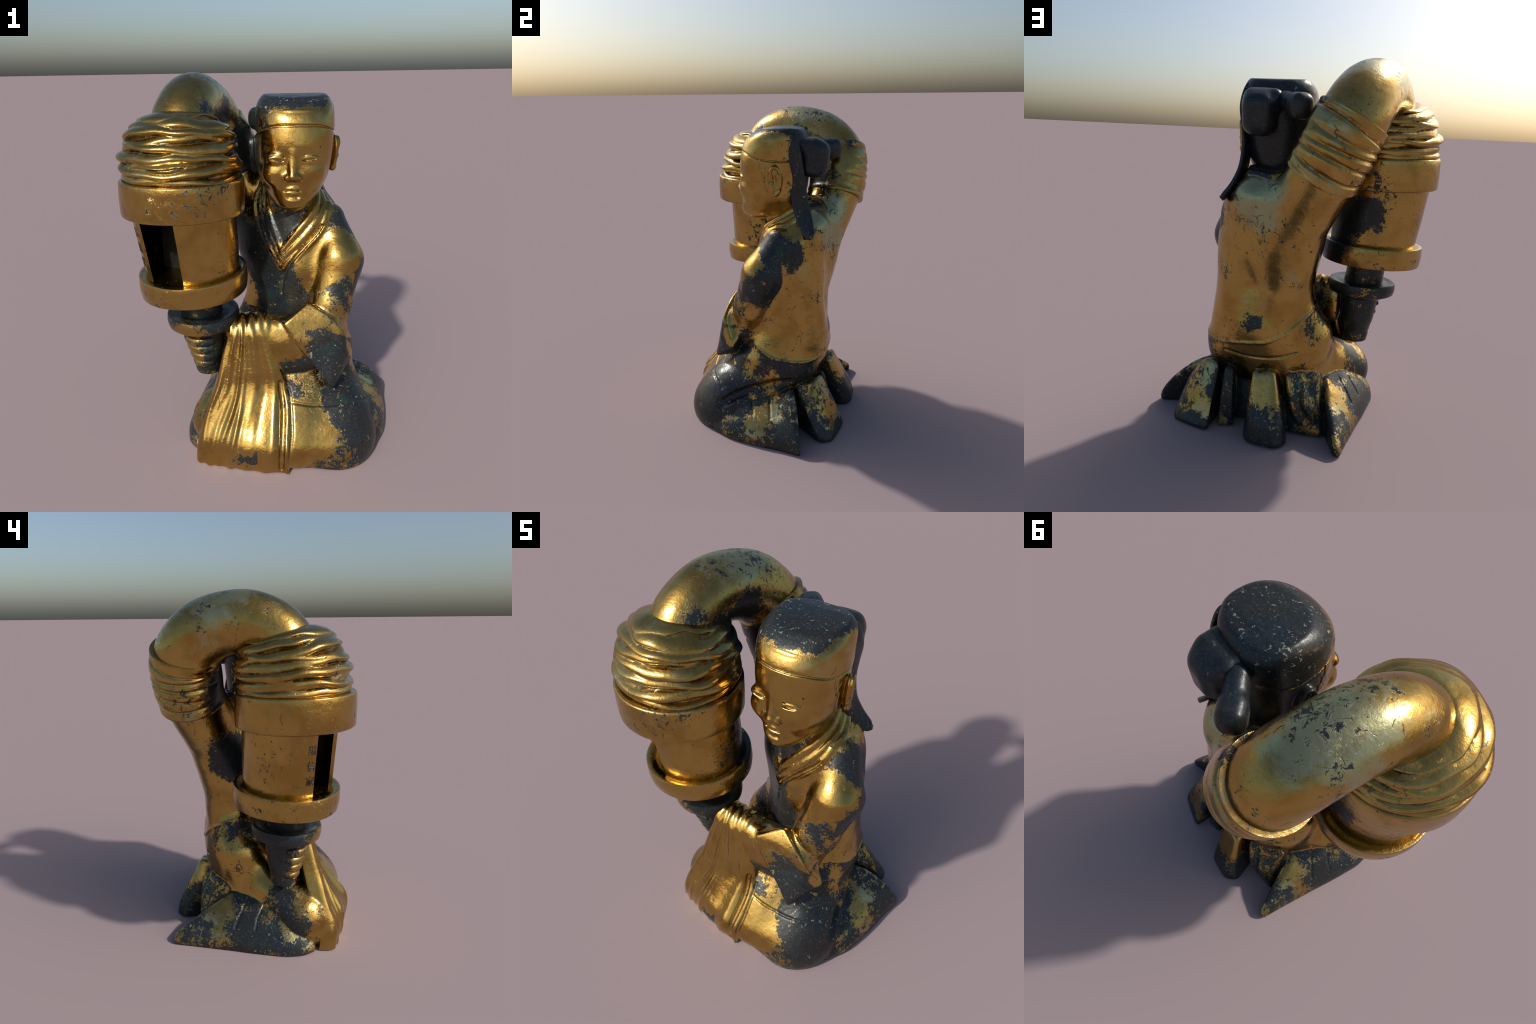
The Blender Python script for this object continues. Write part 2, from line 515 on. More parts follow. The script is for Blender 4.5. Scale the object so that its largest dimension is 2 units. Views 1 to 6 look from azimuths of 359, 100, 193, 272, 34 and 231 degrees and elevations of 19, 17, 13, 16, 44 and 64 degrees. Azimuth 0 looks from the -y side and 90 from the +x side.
M_TUBE = bronze("gilded_flue", 0.3, [((-0.15, 0.1, 1.82), 0.16, -0.7), ((-0.33, 0.05, 2.02), 0.14, -0.3), ((-0.28, 0.0, 1.65), 0.25, -1.2), ((-0.3, -0.2, 1.85), 0.12, -0.5)], pale=0.06,
    pale_blobs=[((-0.38, 0.2, 2.0), 0.3, 0.35)], specks=0.4, rough=0.23, chips=1.0, seed=10)  # pale blob on top of the flue: sky reflection put into the colour
M_CUFF = bronze("gilded_cuff", 0.2, [((-0.12, 0.2, 1.6), 0.22, -1.0), ((-0.3, 0.15, 1.45), 0.2, -0.9), ((-0.35, 0.55, 1.6), 0.2, 0.4)], pale=0.04, specks=0.4, seed=12)
M_LAMP = bronze("gilded_lamp", 0.42, [((-0.2, 0.02, 1.2), 0.26, -1.2), ((-0.38, 0.12, 1.2), 0.2, -0.8), ((-0.2, 0.0, 1.45), 0.2, -0.8), ((-0.2, 0.0, 0.95), 0.25, -0.9)], pale=-0.08, specks=0.3, rough=0.21, chips=0.8, seed=13)
M_FOLD = bronze("gilded_folds", 0.42, [((-0.25, 0.02, 1.65), 0.2, -1.0)], pale=0.06, specks=0.3, green=0.14, rough=0.18, chips=0.5, grime=1.0, seed=14)
M_BASE = bronze("dark_stand", -0.25, [((-0.45, -0.33, 0.7), 0.16, 0.6), ((-0.45, -0.24, 0.55), 0.14, 0.5)], specks=0.35, green=0.04, seed=15)
M_SOOT = bronze("sooty_inside", -1.2, [], specks=0.0, seed=16)

# ----------------------------------------------------------------------------------------------
# figure: torso, arms, skirt, drapery
# ----------------------------------------------------------------------------------------------
BODY = [  # z, x_low, x_high, y_low, y_high, power
    (-0.02, -0.41, 0.50, -0.50, 0.20, 2.6),
    (0.05, -0.42, 0.51, -0.54, 0.21, 2.8),
    (0.15, -0.36, 0.49, -0.535, 0.24, 2.7),
    (0.25, -0.29, 0.46, -0.475, 0.29, 2.4),
    (0.35, -0.235, 0.455, -0.39, 0.330, 2.2),
    (0.45, -0.20, 0.485, -0.30, 0.358, 2.15),
    (0.55, -0.165, 0.468, -0.22, 0.362, 2.15),
    (0.65, -0.125, 0.448, -0.16, 0.352, 2.15),
    (0.80, -0.12, 0.432, -0.13, 0.344, 2.15),
    (0.95, -0.12, 0.436, -0.13, 0.342, 2.15),
    (1.08, -0.10, 0.435, -0.105, 0.340, 2.1),
    (1.20, -0.07, 0.42, -0.085, 0.368, 2.0),
    (1.30, -0.04, 0.35, -0.055, 0.372, 2.0),
    (1.38, -0.01, 0.275, -0.01, 0.325, 2.0),
    (1.44, 0.0, 0.25, 0.02, 0.24, 2.0),
]
def thighs(P):
    right = cone(P, (0.0, 0.17, 0.42), (-0.282, -0.265, 0.16), 0.145, 0.168)
    left = cone(P, (0.33, 0.16, 0.40), (0.345, -0.24, 0.19), 0.135, 0.195)
    knee = ellipsoid(P, (0.33, -0.265, 0.07), (0.25, 0.280, 0.25))
    return smin(smin(left, knee, F(0.05)), right, F(0.05))
def core(P):
    x, y, z = P.T
    d = loft(P, BODY, cap=0.04)
    d = d + F(0.036) * np.exp(-((x - F(0.15)) / F(0.085)) ** 2) * np.clip((y - F(0.15)) / F(0.1), 0, 1) * np.clip((z - F(0.6)) / F(0.2), 0, 1)   # hollow of the spine
    flat = F(-0.7071) * (x - F(0.15)) + F(-0.7071) * (y - F(0.11)) - F(0.212) - F(1.3) * np.clip(F(0.62) - z, 0, 1)      # chest falls away beside the lamp
    d = smax(d, flat.astype(F), F(0.06))
    back = F(0.7071) * (x - F(0.15)) + F(0.7071) * (y - F(0.11)) - F(0.232) - F(0.17) * np.clip(F(1.15) - z, 0, 1)      # shoulder blade of the lowered arm
    d = smax(d, back.astype(F), F(0.06))
    flank = smin(cone(P, (-0.10, 0.115, 0.49), (0.01, 0.19, 0.74), 0.145, 0.085), cone(P, (0.01, 0.19, 0.74), (0.0, 0.20, 1.02), 0.085, 0.148), F(0.03))   # side of the back under the raised arm
    d = smin(d, flank, F(0.13))
    return smin(d, thighs(P), F(0.05))

def raised_arm(P):
    return cone(P, (0.04, 0.19, 1.02), (-0.190, 0.362, 1.46), 0.165, 0.172)

def upper_arm(P):
    d = cone(P, (0.33, 0.05, 1.22), (0.375, -0.045, 1.02), 0.085, 0.130)
    d = smin(d, cone(P, (0.375, -0.05, 1.01), (0.32, -0.122, 0.79), 0.130, 0.115), F(0.03))
    return smin(d, cone(P, (0.32, -0.122, 0.79), (0.295, -0.17, 0.64), 0.115, 0.09), F(0.04))

SLEEVE = [(0.195, -0.24, 0.855), (0.28, -0.285, 0.805), (0.37, -0.315, 0.725), (0.445, -0.24, 0.535), (0.345, -0.16, 0.66), (0.39, -0.325, 0.56), (0.31, -0.39, 0.40),
          (0.05, -0.315, 0.755), (0.07, -0.20, 0.74), (0.20, -0.35, 0.58), (0.25, -0.14, 0.75), (0.33, -0.22, 0.44)]
def hanging_sleeve(P):
    return hull(P, SLEEVE, 0.012, 0.004)

FOREARM = [  # x, y_low, y_high, z_low, z_high
    (-0.25, -0.27, -0.11, 0.50, 0.745), (-0.10, -0.30, -0.12, 0.45, 0.765), (0.02, -0.325, -0.12, 0.41, 0.762),
    (0.14, -0.33, -0.11, 0.42, 0.76), (0.26, -0.325, -0.10, 0.46, 0.78), (0.36, -0.29, -0.10, 0.52, 0.76)]
def forearm(P):
    return loft(P, FOREARM, axis=0, power=2.3, cap=0.04)

# drapery falling over the hand: edges and depth by height
DRAPE = [  # z, x_left, x_right, y_front at left, y_front at right
    (-0.02, -0.425, 0.072, -0.445, -0.55), (0.06, -0.42, 0.074, -0.455, -0.575), (0.16, -0.40, 0.078, -0.445, -0.562), (0.24, -0.375, 0.08, -0.415, -0.495), (0.32, -0.345, 0.08, -0.39, -0.425),
    (0.40, -0.315, 0.075, -0.37, -0.365), (0.50, -0.288, 0.045, -0.345, -0.34), (0.60, -0.265, 0.01, -0.32, -0.325), (0.70, -0.235, -0.02, -0.295, -0.305), (0.78, -0.22, -0.025, -0.25, -0.26)]
# ridges across the cloth: (position 0..1 across at the bottom, position at the top, width, height)
RIDGES = [(0.035, 0.04, 0.035, 0.010), (0.15, 0.19, 0.042, 0.017), (0.255, 0.35, 0.036, 0.020), (0.355, 0.47, 0.034, 0.016), (0.53, 0.60, 0.085, 0.017), (0.76, 0.86, 0.088, 0.026), (0.975, 1.25, 0.024, 0.017)]
def drape_depth(x, z):
    xl, xr = interp(z, DRAPE, 1), interp(z, DRAPE, 2)
    yl, yr = interp(z, DRAPE, 3), interp(z, DRAPE, 4)
    s = (x - xl) / (xr - xl)
    w = np.clip(z / 0.72, 0, 1)
    y = yl + (yr - yl) * np.clip(s, 0, 1)
    y = y - 0.012 * np.sin(np.pi * np.clip(s, 0, 1)) * (1 - 0.4 * w)
    rel = np.zeros_like(s)
    for k, (lo, hi, wd, ht) in enumerate(RIDGES):
        c = lo + (hi - lo) * w ** 1.2 + 0.014 * np.sin(8 * z + lo * 40) + 0.008 * np.sin(19 * z + k)
        live = 0.75 + 0.35 * np.sin(7 * z + 2.4 * k)
        rel = np.maximum(rel, ht * live * np.exp(-np.abs((s - c) / wd) ** 1.7))
    rel = rel + 0.0035 * np.sin(s * 62 + 3 * np.sin(z * 9)) * np.clip(1.1 - s * 1.2, 0, 1) * (0.6 + 0.4 * np.sin(z * 17 + s * 9))
    return s, y - rel * (1 - 0.25 * w) + 0.010
def drapery(P):
    x, y, z = P.T
    s, yf = drape_depth(x, z)
    xl, xr = interp(z, DRAPE, 1), interp(z, DRAPE, 2)
    d = smax((yf - y) * F(0.8), (y - yf) - F(0.10), F(0.03))
    d = smax(d, np.maximum(xl - x, x - xr) * F(0.9), F(0.025))
    top = cone(P, (-0.21, -0.205, 0.71), (-0.045, -0.215, 0.715), 0.06, 0.06) + F(0.004) * np.cos(x * 130)
    d = smax(d, z - F(0.73), F(0.05))
    return smin(d, top, F(0.06)).astype(F)

# train: cloth wedges fanned out on the ground behind the knees
# side wings of the train: section tables by y -> (y, x at the hem, x at the top edge, height of the top edge)
TRAIN_LEFT = [(-0.40, 0.49, 0.47, 0.06), (-0.36, 0.555, 0.50, 0.09), (-0.30, 0.602, 0.515, 0.15), (-0.17, 0.660, 0.485, 0.220), (-0.03, 0.694, 0.465, 0.252), (0.08, 0.714, 0.46, 0.275), (0.13, 0.726, 0.49, 0.288), (0.17, 0.737, 0.55, 0.262), (0.21, 0.748, 0.63, 0.19), (0.25, 0.757, 0.725, 0.07)]
TRAIN_RIGHT = [(-0.34, -0.43, -0.40, 0.05), (-0.28, -0.470, -0.41, 0.12), (-0.20, -0.487, -0.385, 0.19), (-0.09, -0.478, -0.33, 0.24), (0.03, -0.459, -0.275, 0.278), (0.15, -0.436, -0.237, 0.276), (0.21, -0.425, -0.260, 0.245), (0.275, -0.412, -0.285, 0.20), (0.35, -0.400, -0.315, 0.155), (0.43, -0.388, -0.342, 0.10), (0.50, -0.378, -0.365, 0.05)]
def wing(P, table, side, lip, bend):
    x, y, z = P.T
    xb, xt, zt = (interp(y, table, k) for k in (1, 2, 3))
    t = np.clip((z - F(lip)) / np.maximum(zt - F(lip), F(0.01)), 0, 1)
    xs = xb + (xt - xb) * t ** F(bend)
    slope = np.sqrt(1 + ((xt - xb) / np.maximum(zt, F(0.05))) ** 2)
    d = F(side) * (x - xs) / slope
    d = smax(d, (z - zt) * F(0.8), F(0.02))
    return smax(d, np.maximum(F(table[0][0]) - y, y - F(table[-1][0])), F(0.02)).astype(F)
PLEAT_WIDE = [(0.615, 0.34, 0.0), (0.59, 0.425, 0.0), (0.36, 0.488, 0.0), (0.605, 0.335, 0.06), (0.57, 0.40, 0.06), (0.37, 0.465, 0.07), (0.455, 0.292, 0.35), (0.345, 0.337, 0.352), (0.42, 0.15, 0.3), (0.36, 0.15, 0.0), (0.42, 0.15, 0.0), (0.575, 0.25, 0.19)]
PLEAT_SMALL = [(0.33, 0.415, 0.0), (0.225, 0.39, 0.0), (0.325, 0.405, 0.12), (0.235, 0.38, 0.12), (0.32, 0.335, 0.335), (0.25, 0.335, 0.325), (0.3, 0.15, 0.3), (0.3, 0.15, 0.0)]
PLEAT_MIDDLE = [(0.165, 0.48, 0.0), (0.12, 0.53, 0.0), (-0.035, 0.545, 0.0), (-0.10, 0.48, 0.0), (0.155, 0.475, 0.07), (0.11, 0.52, 0.07), (-0.025, 0.535, 0.09), (-0.085, 0.475, 0.08), (0.145, 0.38, 0.35), (0.015, 0.38, 0.37), (0.12, 0.15, 0.3), (0.02, 0.15, 0.3), (0.1, 0.15, 0.0), (0.0, 0.15, 0.0)]
PLEAT_INNER = [(-0.05, 0.36, 0.0), (-0.275, 0.37, 0.0), (-0.06, 0.36, 0.15), (-0.25, 0.33, 0.12), (-0.03, 0.335, 0.35), (-0.205, 0.225, 0.335), (-0.02, 0.1, 0.3), (-0.22, 0.08, 0.28), (0.0, 0.1, 0.0), (-0.25, 0.1, 0.0)]
FILL = [(0.50, 0.22, 0.0), (0.34, 0.33, 0.0), (-0.26, 0.28, 0.0), (-0.3, 0.0, 0.0), (0.5, 0.0, 0.0), (0.45, 0.2, 0.27), (0.25, 0.28, 0.30), (0.0, 0.29, 0.32), (-0.21, 0.15, 0.28), (-0.3, 0.0, 0.22), (0.45, 0.0, 0.25)]

CREASE_LEFT = smooth_curve([(0.585, -0.33, 0.17), (0.535, -0.24, 0.225), (0.51, -0.12, 0.275), (0.495, 0.02, 0.315), (0.475, 0.14, 0.345)], 12)
_gathers = [snap(lambda Q: hull(Q, PLEAT_INNER, 0.02, 0.01), smooth_curve(p, 6)) for p in (((-0.06, 0.345, 0.33), (-0.09, 0.38, 0.18), (-0.13, 0.365, 0.08)), ((-0.13, 0.32, 0.345), (-0.17, 0.365, 0.2), (-0.21, 0.36, 0.10)))]
def train_left(P):
    d = wing(P, TRAIN_LEFT, 1, 0.03, 1.75)
    x, y, z = P.T
    d = smax(d, (y - F(0.185) - F(0.24) * (x - F(0.55))) , F(0.015))
    return smax(d, F(0.25) - x, F(0.03))
def train_right(P):
    d = wing(P, TRAIN_RIGHT, -1, 0.02, 1.6)
    x, y, z = P.T
    inner = (x + F(0.20)) * F(0.926) + (y - F(0.153)) * F(0.377)
    d = smax(d, inner.astype(F), F(0.02))
    return smax(d, x + F(0.05), F(0.03))
def pleats(P):
    d = hull(P, FILL, 0.04, 0.03)
    for pts, r in ((PLEAT_WIDE, 0.014), (PLEAT_SMALL, 0.014), (PLEAT_MIDDLE, 0.014), (PLEAT_INNER, 0.02)):
        d = smin(d, hull(P, pts, r, 0.01), F(0.015))
    # soft gathers between the middle pleat and the side wing
    for g in _gathers:
        d = smin(d, chain(P, g, [0.012, 0.018, 0.022, 0.022, 0.018, 0.008]), F(0.02))
    return d

PARTS = ["torso", "arm", "arm", "skirt", "train", "drapery"]
def cloth(P):
    """smooth figure without engraved detail; returns total distance and per-part distances"""
    c, ra = core(P), raised_arm(P)
    ua, hs, fa = upper_arm(P), hanging_sleeve(P), forearm(P)
    tl, tr, pl = train_left(P), train_right(P), pleats(P)
    dr = drapery(P)
    body = smin(c, ra, F(0.10))
    arm = smin(smin(ua, hs, F(0.03)), fa, F(0.03))
    d = smin(body, ua, F(0.05))
    d = smin(d, arm, F(0.012))
    tr_all = np.minimum(np.minimum(tl, tr), pl)
    d = smin(d, smin(smin(tl, pl, F(0.008)), tr, F(0.012)), F(0.008))
    d = smax(d, -chain(P, CREASE_LEFT, [0.014] + [0.03] * 9 + [0.02, 0.01]), F(0.025))
    d = smin(d, dr, F(0.010))
    return d, (c, ra, arm, c, tr_all, dr)

def cloth_d(P):
    return cloth(P)[0]

# engraved and raised lines, laid on the smooth figure
HEM = smooth_curve([(-0.125, 0.12, 0.70), (-0.055, 0.28, 0.598), (0.003, 0.33, 0.549), (0.081, 0.37, 0.513), (0.193, 0.39, 0.498), (0.345, 0.36, 0.476), (0.455, 0.20, 0.472), (0.48, 0.02, 0.50), (0.45, -0.10, 0.56)], 40)
LAPLINE = smooth_curve([(0.085, -0.40, 0.341), (0.2, -0.42, 0.335), (0.35, -0.39, 0.315), (0.48, -0.29, 0.262)], 18)
SLEEVE_LINE = smooth_curve([(0.196, -0.228, 0.85), (0.29, -0.27, 0.775), (0.371, -0.295, 0.70), (0.44, -0.25, 0.60)], 16)
SLEEVE_LINE2 = smooth_curve([(0.30, -0.33, 0.66), (0.35, -0.33, 0.61), (0.40, -0.32, 0.56)], 8)
FRONT_SEAM = smooth_curve([(0.27, -0.03, 1.20), (0.16, -0.09, 1.08), (0.07, -0.13, 0.98), (0.03, -0.14, 0.90), (0.01, -0.15, 0.82)], 18)
DRAPE_GROOVE = smooth_curve([(0.028, -0.57, 0.02), (0.030, -0.58, 0.10), (0.036, -0.55, 0.18), (0.044, -0.48, 0.26), (0.048, -0.41, 0.34), (0.040, -0.36, 0.43)], 16)
DRAPE_EDGE = smooth_curve([(0.084, -0.56, 0.02), (0.086, -0.56, 0.10), (0.088, -0.53, 0.18), (0.090, -0.46, 0.26), (0.090, -0.40, 0.33), (0.088, -0.36, 0.40)], 14)
HIP_LINE = smooth_curve([(-0.10, 0.33, 0.46), (0.05, 0.37, 0.42), (0.2, 0.38, 0.41), (0.33, 0.34, 0.42)], 12)
TRAIN_CREASES = [[(0.52, -0.20, 0.27), (0.58, -0.20, 0.17)], [(0.53, -0.10, 0.28), (0.60, -0.09, 0.17)], [(0.53, 0.0, 0.28), (0.62, 0.03, 0.15)],
                 [(-0.38, -0.01, 0.30), (-0.45, 0.02, 0.15)], [(-0.34, 0.08, 0.32), (-0.42, 0.14, 0.15)]]
_lines = [(snap(cloth_d, HEM), 0.008, "step"), (snap(cloth_d, LAPLINE), 0.006, "cut"), (snap(cloth_d, SLEEVE_LINE), 0.007, "cut"), (snap(cloth_d, SLEEVE_LINE2), 0.006, "cut"),
          (snap(cloth_d, FRONT_SEAM), 0.010, "cut"), (snap(cloth_d, HIP_LINE), 0.005, "cut"),
          (snap(cloth_d, DRAPE_GROOVE), 0.015, "cut"), (snap(cloth_d, DRAPE_EDGE), 0.008, "cut")]
_lines += [(snap(cloth_d, smooth_curve(c, 5)), 0.006, "cut") for c in TRAIN_CREASES]

# collar: three overlapping bands each side crossing in a V on the chest
COLLAR_PATHS = []
for i in range(3):
    k = i * 0.033
    COLLAR_PATHS.append(([(0.10 - 0.3 * k, 0.235 + 0.5 * k, 1.435 - k), (0.215 + 0.6 * k, 0.17, 1.415 - k), (0.265 + 0.8 * k, 0.06, 1.36 - 1.1 * k), (0.205 + 0.7 * k, -0.045, 1.255 - 1.2 * k), (0.115 + 0.5 * k, -0.085, 1.15 - 1.25 * k), (0.045 + 0.3 * k, -0.105, 1.08 - 1.3 * k)], 0.0165))
for i in range(3):
    k = i * 0.033
    COLLAR_PATHS.append(([(0.10 - 0.3 * k, 0.235 + 0.5 * k, 1.435 - k), (0.01 - 0.5 * k, 0.17, 1.41 - k), (-0.03 - 0.6 * k, 0.06, 1.34 - k), (-0.01 - 0.6 * k, -0.03, 1.23 - k), (0.03 - 0.4 * k, -0.075, 1.13 - k), (0.065 - 0.2 * k, -0.09, 1.06 - k)], 0.015))
_collar = [(smooth_curve(p, 22), r) for p, r in COLLAR_PATHS]
_collar = [(snap(cloth_d, c, lift=-0.009), r + 0.006) for c, r in _collar]

def collar(P):
    d = None
    for c, r in _collar:
        e = chain(P, c, r)
        d = e if d is None else smin(d, e, F(0.006))
    return d

def figure(P):
    d, parts = cloth(P)
    co = collar(P)
    d = smin(d, co, F(0.012))
    for pts, r, kind in _lines:
        g = chain(P, pts, r)
        if kind == "cut":
            d = smax(d, -g, F(0.008))
        else:
            d = smin(d, g + F(r * 0.45), F(0.012))
    d = d + F(0.0022) * fbm(P, 16, 3, 2)
    d = smax(d, -P[:, 2], F(0.012))
    return d, parts + (co,)

pv, pf = polygonise(lambda P: figure(P)[0], (-0.56, -0.60, -0.03), (0.80, 0.60, 1.66), 0.0068)
cen = pv[pf].mean(1)
_, dist = figure(cen)
dist = np.stack(dist, 1)
lab = dist[:, [0, 1, 2, 4, 5, 6]].argmin(1)       # torso, raised arm, arm, train, drapery, collar
NAMES = ["torso", "arm", "arm", "train", "drapery", "collar", "skirt"]
hem_z = np.interp(np.arctan2(cen[:, 0] - 0.15, cen[:, 1] - 0.05), *zip(*sorted((math.atan2(p[0] - 0.15, p[1] - 0.05), p[2]) for p in _lines[0][0])))
lab[(lab == 0) & (cen[:, 2] < np.where(cen[:, 1] < -0.1, 0.56, hem_z))] = 6
lab = majority(lab, pf, len(pv))
split_mesh(pv, pf, lab, NAMES, [M_TORSO, M_TORSO, M_ARM, M_TRAIN, M_DRAPE, M_COLLAR, M_LAP])

# ----------------------------------------------------------------------------------------------
# head
# ----------------------------------------------------------------------------------------------
FX = 0.108   # plane of symmetry of the face at the front
HEAD = [  # z, x_low, x_high, y_low, y_high, power
    (1.325, 0.07, 0.158, -0.165, 0.02, 2.0), (1.342, 0.03, 0.196, -0.192, 0.08, 2.1), (1.375, -0.002, 0.238, -0.207, 0.14, 2.15), (1.43, -0.032, 0.275, -0.213, 0.175, 2.2), (1.49, -0.056, 0.304, -0.215, 0.19, 2.25),
    (1.56, -0.066, 0.319, -0.218, 0.20, 2.25), (1.62, -0.069, 0.326, -0.224, 0.205, 2.25), (1.66, -0.070, 0.328, -0.225, 0.205, 2.25), (1.70, -0.070, 0.330, -0.221, 0.205, 2.25), (1.757, -0.069, 0.330, -0.208, 0.205, 2.25), (1.83, -0.064, 0.328, -0.180, 0.205, 2.3)]
HAT = [(1.69, -0.072, 0.333, -0.227, 0.206, 2.25), (1.757, -0.072, 0.333, -0.213, 0.206, 2.25), (1.80, -0.069, 0.331, -0.197, 0.206, 2.3), (1.84, -0.064, 0.328, -0.175, 0.204, 2.35), (1.88, -0.056, 0.322, -0.14, 0.202, 2.4), (1.92, -0.048, 0.316, -0.09, 0.197, 2.5)]
def hat_rim(x, y):
    return F(1.754) - F(0.030) * np.clip((y + F(0.2)) / F(0.3), 0, 1.2) - F(0.03) * np.clip((np.abs(x - F(0.13)) - F(0.08)) / F(0.12), 0, 1.3) ** 2
def hat(P):
    d = loft(P, HAT, cap=0.01)
    x, y, z = P.T
    rim = hat_rim(x, y)
    top = F(1.904) - F(0.60) * np.clip(F(0.08) - y, 0, 1) ** 2 - F(0.02) * np.clip((y - F(0.10)) / F(0.1), 0, 1)
    d = smax(d, z - top, F(0.085))
    # shallow dip running across the crown before the back rim
    d = smax(d, rim - z, F(0.012))
    return d

def eye_side(sx):
    def m(x, y, z):
        return (FX + sx * x, y, z)
    return m

def face(P):
    d = loft(P, HEAD, cap=0.02)
    P = P + V(0, 0.009, 0)        # features are laid out on the front of the face
    d = smin(d, ellipsoid(P, (FX + 0.004, -0.150, 1.385), (0.060, 0.050, 0.045)), F(0.06))                      # chin
    for s in (-1, 1):
        d = smin(d, ellipsoid(P, (FX + s * 0.085, -0.150, 1.515), (0.062, 0.052, 0.058)), F(0.05))              # cheek
    # brow: the forehead ends in an edge that arches over each socket
    for s in (-1, 1):
        m = eye_side(s)
        d = smax(d, -ellipsoid(P, m(0.080, -0.250, 1.615), (0.078, 0.040, 0.040), rot(14, 0, 0)), F(0.014))
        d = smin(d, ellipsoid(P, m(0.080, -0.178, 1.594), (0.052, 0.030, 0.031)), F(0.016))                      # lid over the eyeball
    nose = cone(P, (FX - 0.002, -0.196, 1.625), (FX - 0.004, -0.221, 1.513), 0.012, 0.020)
    nose = smin(nose, ellipsoid(P, (FX - 0.004, -0.221, 1.508), (0.021, 0.021, 0.018)), F(0.012))
    for s in (-1, 1):
        nose = smin(nose, ellipsoid(P, (FX - 0.004 + s * 0.027, -0.211, 1.504), (0.0155, 0.020, 0.0145)), F(0.012))
    d = smin(d, nose, F(0.026))
    for s in (-1, 1):
        m = eye_side(s)
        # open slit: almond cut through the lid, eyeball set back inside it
        tilt = rot(0, -6 * s, 0)
        cut = ellipsoid(P, m(0.081, -0.212, 1.5895), (0.038, 0.020, 0.0072), tilt)
        d = smax(d, -cut, F(0.003))
        d = smin(d, ellipsoid(P, m(0.080, -0.1765, 1.591), (0.040, 0.0262, 0.020)), F(0.002))
        d = smax(d, -chain(P, smooth_curve([m(0.040, -0.200, 1.600), m(0.062, -0.2085, 1.6125), m(0.092, -0.207, 1.6155), m(0.130, -0.187, 1.606)], 8), 0.0028), F(0.007))
        d = smax(d, -chain(P, [m(0.040, -0.219, 1.516), m(0.0445, -0.212, 1.503), m(0.038, -0.212, 1.490)], 0.003), F(0.009))
        d = smax(d, -sphere(P, m(0.015, -0.229, 1.490), 0.006), F(0.006))
    # mouth: shallow cupid's bow above, full lower lip, fine parting line
    for s in (-1, 1):
        m = eye_side(s)
        d = smin(d, chain(P, smooth_curve([m(0.0, -0.1985, 1.4450), m(0.014, -0.1985, 1.4460), m(0.042, -0.187, 1.4385)], 6), [0.0075, 0.0075, 0.007, 0.006, 0.005, 0.003]), F(0.014))
    d = smin(d, ellipsoid(P, (FX, -0.1955, 1.4245), (0.030, 0.0125, 0.0115)), F(0.014))
    lip = [(FX - 0.044, -0.194, 1.4365), (FX - 0.018, -0.2085, 1.4372), (FX, -0.211, 1.4355), (FX + 0.018, -0.2085, 1.4372), (FX + 0.044, -0.194, 1.4365)]
    d = smax(d, -chain(P, smooth_curve(lip, 12), 0.0034), F(0.006))
    d = smax(d, -chain(P, smooth_curve([(FX - 0.020, -0.211, 1.4065), (FX, -0.215, 1.404), (FX + 0.020, -0.211, 1.4065)], 6), 0.004), F(0.022))
    return d

def ear(P, s):
    cx = 0.337 if s > 0 else -0.075
    R = rot(0, 0, 22 * s) @ rot(6, 0, 0)
    c = (cx, 0.022, 1.592)
    d = ellipsoid(P, c, (0.020, 0.044, 0.092), R)
    R2 = lambda v: tuple(np.array(c) + R @ np.array([v[0] * s, v[1], v[2]]))
    lobe = sphere(P, R2((0.0, -0.008, -0.078)), 0.018)
    d = smin(d, lobe, F(0.02))
    d = smax(d, -ellipsoid(P, R2((0.024, 0.002, 0.012)), (0.016, 0.026, 0.058), R), F(0.008))
    helix = [R2(v) for v in ((0.010, -0.022, 0.018), (0.014, -0.028, 0.055), (0.016, -0.006, 0.080), (0.018, 0.024, 0.062), (0.016, 0.032, 0.015), (0.012, 0.020, -0.045))]
    d = smin(d, chain(P, smooth_curve(helix, 16), 0.0085), F(0.008))
    anti = [R2(v) for v in ((0.010, 0.004, 0.045), (0.012, 0.014, 0.010), (0.010, 0.002, -0.040))]
    d = smin(d, chain(P, smooth_curve(anti, 8), 0.007), F(0.008))
    return smin(d, sphere(P, R2((0.012, -0.024, -0.012)), 0.010), F(0.008))

def neck(P):
    return cone(P, (0.12, 0.07, 1.22), (0.12, 0.05, 1.45), 0.125, 0.125)

SIDEBURN = [[(0.315, -0.075, 1.705), (0.318, -0.075, 1.66), (0.325, -0.055, 1.655), (0.33, -0.03, 1.665)],
            [(0.318, -0.060, 1.655), (0.315, -0.06, 1.62), (0.32, -0.045, 1.615), (0.315, -0.045, 1.56), (0.31, -0.03, 1.52)]]
_side = []
for path in SIDEBURN:
    for s in (1, -1):
        q = np.array([(0.131 + s * (x - 0.131), y, z) for x, y, z in smooth_curve(path, 10)])
        _side.append(snap(face, q))

def head_all(P):
    f, h, n = face(P), hat(P), neck(P)
    e = np.minimum(ear(P, 1), ear(P, -1))
    d = smin(f, n, F(0.03))
    d = smin(d, e, F(0.012))
    for q in _side:
        d = smax(d, -chain(P, q, 0.004), F(0.004))
    d = np.minimum(d, h)
    # narrow shadow line under the headdress
    x, y, z = P.T
    cut = np.maximum(np.abs(z - hat_rim(x, y) + F(0.004)) - F(0.0045), -f - F(0.006))
    d = smax(d, -np.maximum(cut, y - F(0.12)), F(0.003))
    return d, (f, h, n, e)

